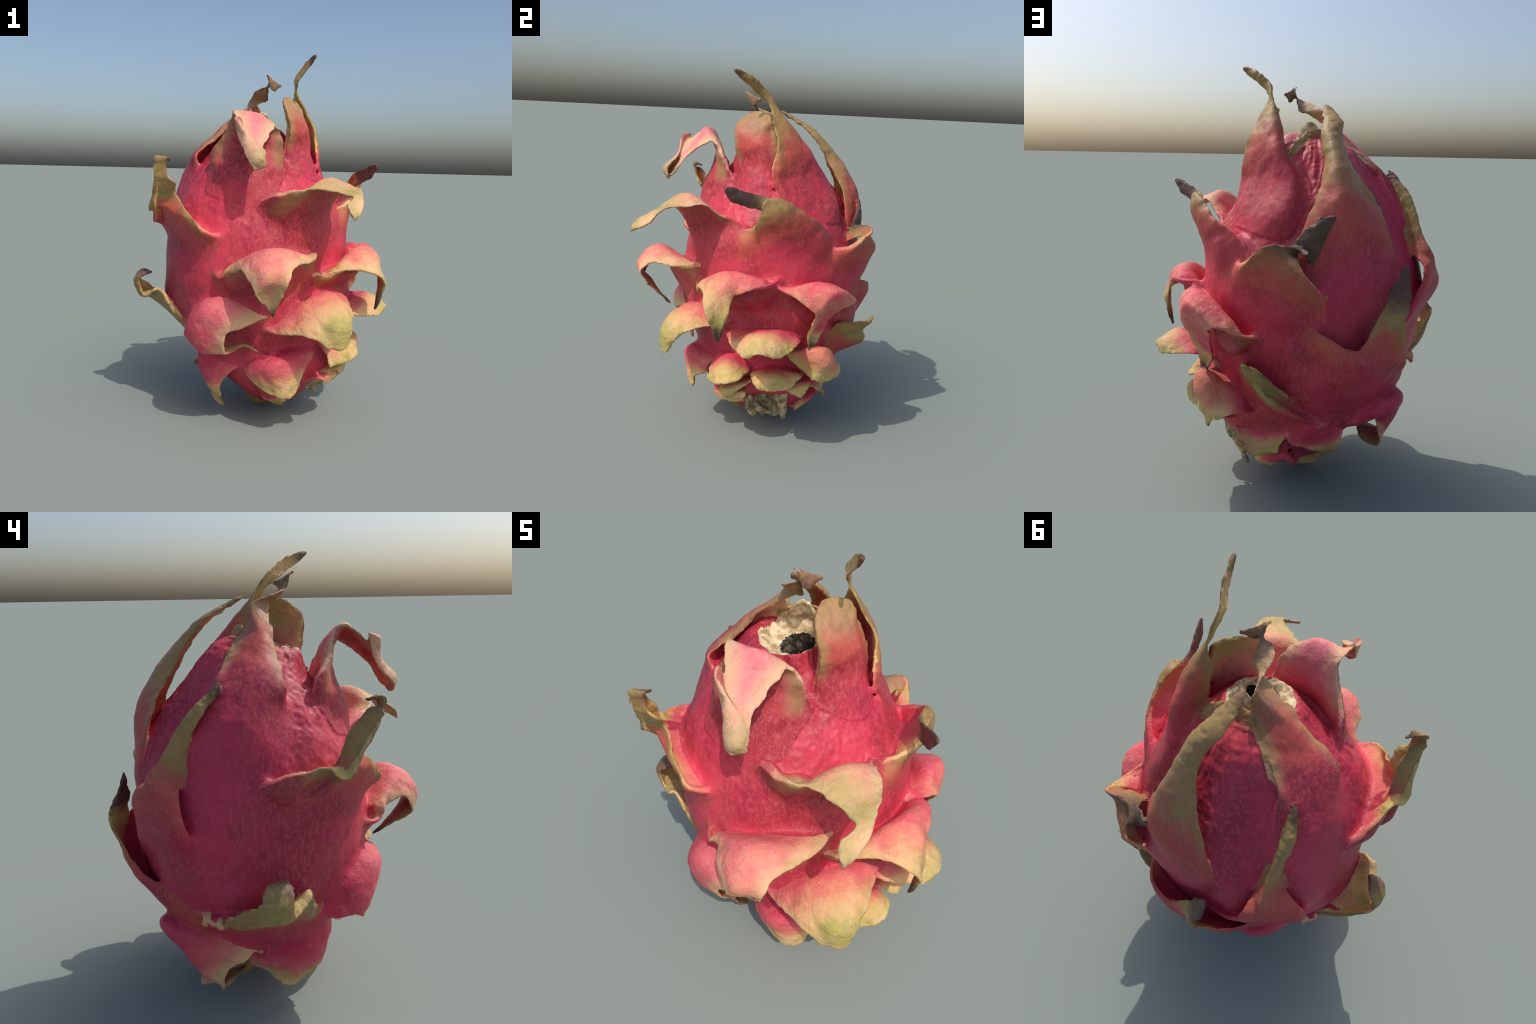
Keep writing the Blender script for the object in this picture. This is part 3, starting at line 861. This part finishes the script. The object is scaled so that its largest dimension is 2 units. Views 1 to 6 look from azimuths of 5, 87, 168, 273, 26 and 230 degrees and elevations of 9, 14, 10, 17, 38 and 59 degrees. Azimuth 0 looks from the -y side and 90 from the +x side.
def bract_materials(index, key, control, P):
    """Outer and inner skin of one bract; colours follow distances to its base, margin and tip."""
    L, M, R = control
    olive, dry, pale, mauve = LOOK.get(key, LOOK["default"])
    rows = [int(f * (P.shape[0] - 1)) for f in (0.36, 0.52, 0.66, 0.78, 0.88, 0.96)]
    edge_l, edge_r = P[:, 4], P[:, -5]
    margin = np.concatenate([edge_l[rows], M[-1:], edge_r[rows][::-1]])
    base_point, tip_point = M[1], M[-1]
    made = []
    for inner in (False, True):
        m, k = new_material("bract_inner_skin" if inner else "bract_outer_skin")
        p = k.coords()
        wob = k.math("MULTIPLY_ADD", k.noise(p, 10.0, 5, 0.65), 0.22, -0.11)
        dm = k.math("MULTIPLY_ADD", k.noise(p, 22.0, 4, 0.6), 0.05, k.math("SUBTRACT", margin_distance(k, p, margin), 0.025))
        db = k.vec("DISTANCE", p, tuple(base_point))
        dt = k.vec("DISTANCE", p, tuple(tip_point))
        v = k.math("ADD", k.math("DIVIDE", db, k.math("ADD", db, dt)), wob)
        edge = k.step(dm, 0.070, 0.006)
        far = k.step(v, 0.36, 0.54)
        if inner:
            crinkle = k.noise(p, 26.0, 6, 0.65, 0.8)
            v2 = k.math("MULTIPLY_ADD", crinkle, 0.16, k.math("SUBTRACT", v, 0.08))
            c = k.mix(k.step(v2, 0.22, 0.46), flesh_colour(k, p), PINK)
            c = k.mix(k.math("MULTIPLY", k.step(v2, 0.36, 0.58), 0.75), c, k.mix(mauve, PEACH, ROSE))
            warm = k.mix(k.step(k.noise(p, 7.0, 4), 0.40, 0.62), CREAM, LIME)
            warm = k.mix(mauve * 0.6, warm, ROSE_PALE)
            reach = 0.41 + 0.24 * (1 - pale)
            e2 = k.math("MAXIMUM", k.math("MULTIPLY", k.step(dm, 0.10, 0.01), k.step(v, 0.38, 0.54)), k.step(v2, reach, reach + 0.28))
            c = k.mix(k.math("MULTIPLY", e2, 0.9), c, warm)
            green = k.math("MULTIPLY", k.step(k.noise(p, 5.0, 4), 0.40, 0.58), k.step(v2, reach + 0.08, reach + 0.30))
            c = k.mix(k.math("MULTIPLY", green, 0.55), c, GREEN)
            vein = k.step(k.noise(p, 34.0, 6, 0.68, 1.2), 0.50, 0.66)
            c = k.mix(k.math("MULTIPLY", vein, 0.30), c, k.mix(e2, FLESH, PEACH))
            pale_vein = k.step(k.noise(p, 20.0, 6, 0.7, 0.9), 0.54, 0.70)
            c = k.mix(k.math("MULTIPLY", pale_vein, 0.30), c, ROSE_PALE)
        else:
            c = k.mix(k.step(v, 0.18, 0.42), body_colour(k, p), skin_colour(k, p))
            tone = k.mix(k.step(k.noise(p, 9.0, 4), 0.40, 0.62), OLIVE, GREEN)
            tone = k.mix(k.math("MULTIPLY", k.step(k.noise(p, 26.0, 4), 0.5, 0.66), 0.6), tone, OLIVE_DEEP)
            start = 0.80 - 0.45 * olive
            tone = k.mix(mauve, tone, MAUVE)
            tone = k.mix(k.math("MULTIPLY", edge, 0.7), tone, OLIVE)
            e2 = k.math("MAXIMUM", k.step(v, start, start + 0.22), k.math("MULTIPLY", edge, far))
            c = k.mix(k.math("MULTIPLY", e2, 0.92), c, tone)
            c = k.mix(k.math("MULTIPLY", k.step(v, start - 0.12, start), k.math("SUBTRACT", 0.45, k.math("MULTIPLY", e2, 0.45))), c, ORANGE)
        # dry tip, dark rim
        brown = k.mix(k.math("MULTIPLY", k.step(k.noise(p, 16.0, 5, 0.65), 0.42, 0.70), 0.75 - 0.45 * min(1.0, dry)), DRY, DRY_PALE)
        brown = k.mix(k.math("MULTIPLY", k.step(k.noise(p, 12.0, 3), 0.45, 0.62), 0.6), brown, PURPLE)
        d0 = 1.05 - 0.42 * dry
        c = k.mix(k.math("MULTIPLY", k.step(v, d0, d0 + 0.16), 0.92), c, brown)
        rim = k.math("MULTIPLY", k.step(dm, 0.013, -0.006), k.step(v, 0.46, 0.66))
        c = k.mix(k.math("MULTIPLY", rim, 0.55), c, brown)
        height = fine_relief(k, p)
        if inner:
            height = k.math("MULTIPLY_ADD", k.noise(p, 24.0, 6, 0.7, 1.0), 1.6, height)
        finish(k, c, height, rough=0.52, bump=0.6 if inner else 0.38, spec=0.3, dist=0.008 if inner else 0.005)
        made.append(m)
    return made


def scar_materials():
    m, k = new_material("dried_flower_tissue")
    p = k.coords()
    n = k.noise(p, 24.0, 6, 0.62)
    c = k.mix(k.step(n, 0.35, 0.65), srgb(226, 208, 172), srgb(164, 138, 100))
    finish(k, c, k.noise(p, 60.0, 6, 0.65), rough=0.8, bump=0.6, spec=0.15)
    d, k = new_material("dark_pit_lining")
    p = k.coords()
    c = k.mix(k.step(k.noise(p, 45.0, 5, 0.65), 0.42, 0.66), srgb(40, 34, 30), srgb(96, 86, 74))
    finish(k, c, k.noise(p, 70.0, 6, 0.65), rough=0.85, bump=0.7, spec=0.1)
    return m, d


def stem_material():
    m, k = new_material("dry_woody_stem")
    p = k.coords()
    n = k.noise(k.stretch(p, (0.5, 1, 1)), 34.0, 6, 0.65)
    c = k.mix(k.step(n, 0.35, 0.65), srgb(206, 190, 150), srgb(140, 116, 82))
    c = k.mix(k.math("MULTIPLY", k.step(k.noise(p, 11.0, 4), 0.50, 0.64), 0.7), c, srgb(84, 82, 62))
    finish(k, c, k.noise(k.stretch(p, (0.4, 1, 1)), 60.0, 6, 0.65), rough=0.75, bump=0.7, spec=0.2)
    return m


# ------------------------------------------------------------------ split into objects
root = bpy.data.objects.new("dragon_fruit", None)
bpy.context.scene.collection.objects.link(root)
root["label"] = "ripe pink dragon fruit with curling green-tipped bracts"
root["category"] = "dragon fruit"


def part(name, faces, materials, slots):
    used, inverse = np.unique(faces, return_inverse=True)
    me = bpy.data.meshes.new(name)
    me.vertices.add(len(used))
    me.vertices.foreach_set("co", V[used].ravel())
    me.loops.add(faces.size)
    me.loops.foreach_set("vertex_index", inverse.astype(np.int32).ravel())
    me.polygons.add(len(faces))
    me.polygons.foreach_set("loop_start", np.arange(0, faces.size, 4, dtype=np.int32))
    me.polygons.foreach_set("loop_total", np.full(len(faces), 4, np.int32))
    for m in materials:
        me.materials.append(m)
    me.polygons.foreach_set("material_index", slots.astype(np.int32))
    me.update(calc_edges=True)
    me.shade_smooth()
    me.normals_split_custom_set_from_vertices(NRM[used])
    ob = bpy.data.objects.new(name, me)
    bpy.context.scene.collection.objects.link(ob)
    ob.parent = root
    return ob


body_faces = face_region == -1
part("body", F[body_faces], [body_material()], np.zeros(body_faces.sum()))
scar_faces = face_region == -2
middle = V[F].mean(1)
pit = (middle[:, 2] - 0.22 * (middle[:, 1] + 0.02) < 1.575) & (np.hypot(middle[:, 0] - 0.02, middle[:, 1] + 0.02) < 0.085)
part("flower_scar", F[scar_faces], scar_materials(), pit[scar_faces])
for i, (key, P, N, half, s, t, control, under) in enumerate(blades):
    mine = face_region == i
    if mine.sum() < 20:
        continue
    part("bract", F[mine], bract_materials(i, key, control, P), inner_face[mine])


# ------------------------------------------------------------------ the stem stub
def add_part(name, verts, faces, material):
    me = mesh_of(name, verts, faces)
    me.materials.append(material)
    me.shade_smooth()
    ob = bpy.data.objects.new(name, me)
    bpy.context.scene.collection.objects.link(ob)
    ob.parent = root
    return ob


def rough(verts, amount, seed):
    big = np.stack([noise(verts, 28, seed + c) for c in range(3)], 1)
    small = np.stack([noise(verts, 75, seed + 5 + c) for c in range(3)], 1)
    return verts + amount * big + amount * 0.5 * small


def stem():
    """A torn woody stub: lobed cross-section, hollow ragged cut face."""
    start, end = np.array([0.10, 0.06, 0.265]), np.array([0.350, 0.062, 0.205])
    axis = unit(end - start)
    u = unit(np.cross(axis, [0, 0, 1]))
    w = np.cross(u, axis)
    rings, n = 34, 96
    verts, faces = [], []
    a = np.arange(n) * math.tau / n
    for i in range(rings):
        f = i / (rings - 1)
        lobes = 1 + 0.16 * np.cos(3 * a + 0.6) + 0.07 * np.cos(7 * a + 4 * f) + 0.03 * np.cos(17 * a)
        r = (0.125 - 0.022 * f) * lobes
        p = start + (end - start) * f + np.outer(np.cos(a) * r, u) + np.outer(np.sin(a) * r, w)
        p += axis * (0.018 * f * np.cos(2 * a + 1.0) + 0.010 * f * np.cos(9 * a))[:, None]
        verts.append(p)
    for i in range(1, 12):
        f = 1 - i / 11.5
        p = end + (verts[rings - 1] - end) * f - axis * (0.055 * (1 - f**3))
        verts.append(p)
    verts = np.concatenate(verts)
    rows = len(verts) // n
    verts = rough(verts, 0.008, 40)
    for i in range(rows - 1):
        for j in range(n):
            faces.append((i * n + j, i * n + (j + 1) % n, (i + 1) * n + (j + 1) % n, (i + 1) * n + j))
    faces.append(tuple((rows - 1) * n + j for j in range(n)))
    add_part("stem", verts, faces, stem_material())


def shard(corners, thickness, seed, material):
    """A thin woody splinter of the cut stem: a tapering wedge between two end edges."""
    a, b, c, d = (np.array(x) for x in corners)
    m, n = 40, 14
    s, t = np.meshgrid(np.linspace(0, 1, m), np.linspace(0, 1, n), indexing="ij")
    s, t = s[..., None], t[..., None]
    P = (a * (1 - t) + b * t) * (1 - s) + (d * (1 - t) + c * t) * s
    N = unit(np.cross(b - a, d - a))
    P = P + N * (0.012 * np.sin(s * 3.0) * (2 * t - 1) ** 2)
    half = np.full((m, n), thickness) * (1 - 0.6 * s[..., 0])
    v, f = closed_sheet(P, np.broadcast_to(N, P.shape), half, half)
    add_part("stem_splinter", rough(v, 0.005, seed), [tuple(int(i) for i in q) for q in f], material)


stem()
splinter = stem_material()
shard([(0.375, 0.10, 0.28), (0.385, 0.17, 0.285), (0.30, 0.18, 0.080), (0.31, 0.155, 0.082)], 0.013, 60, splinter)
shard([(0.385, -0.045, 0.27), (0.375, 0.02, 0.17), (0.33, 0.12, 0.11), (0.32, 0.03, 0.12)], 0.012, 80, splinter)
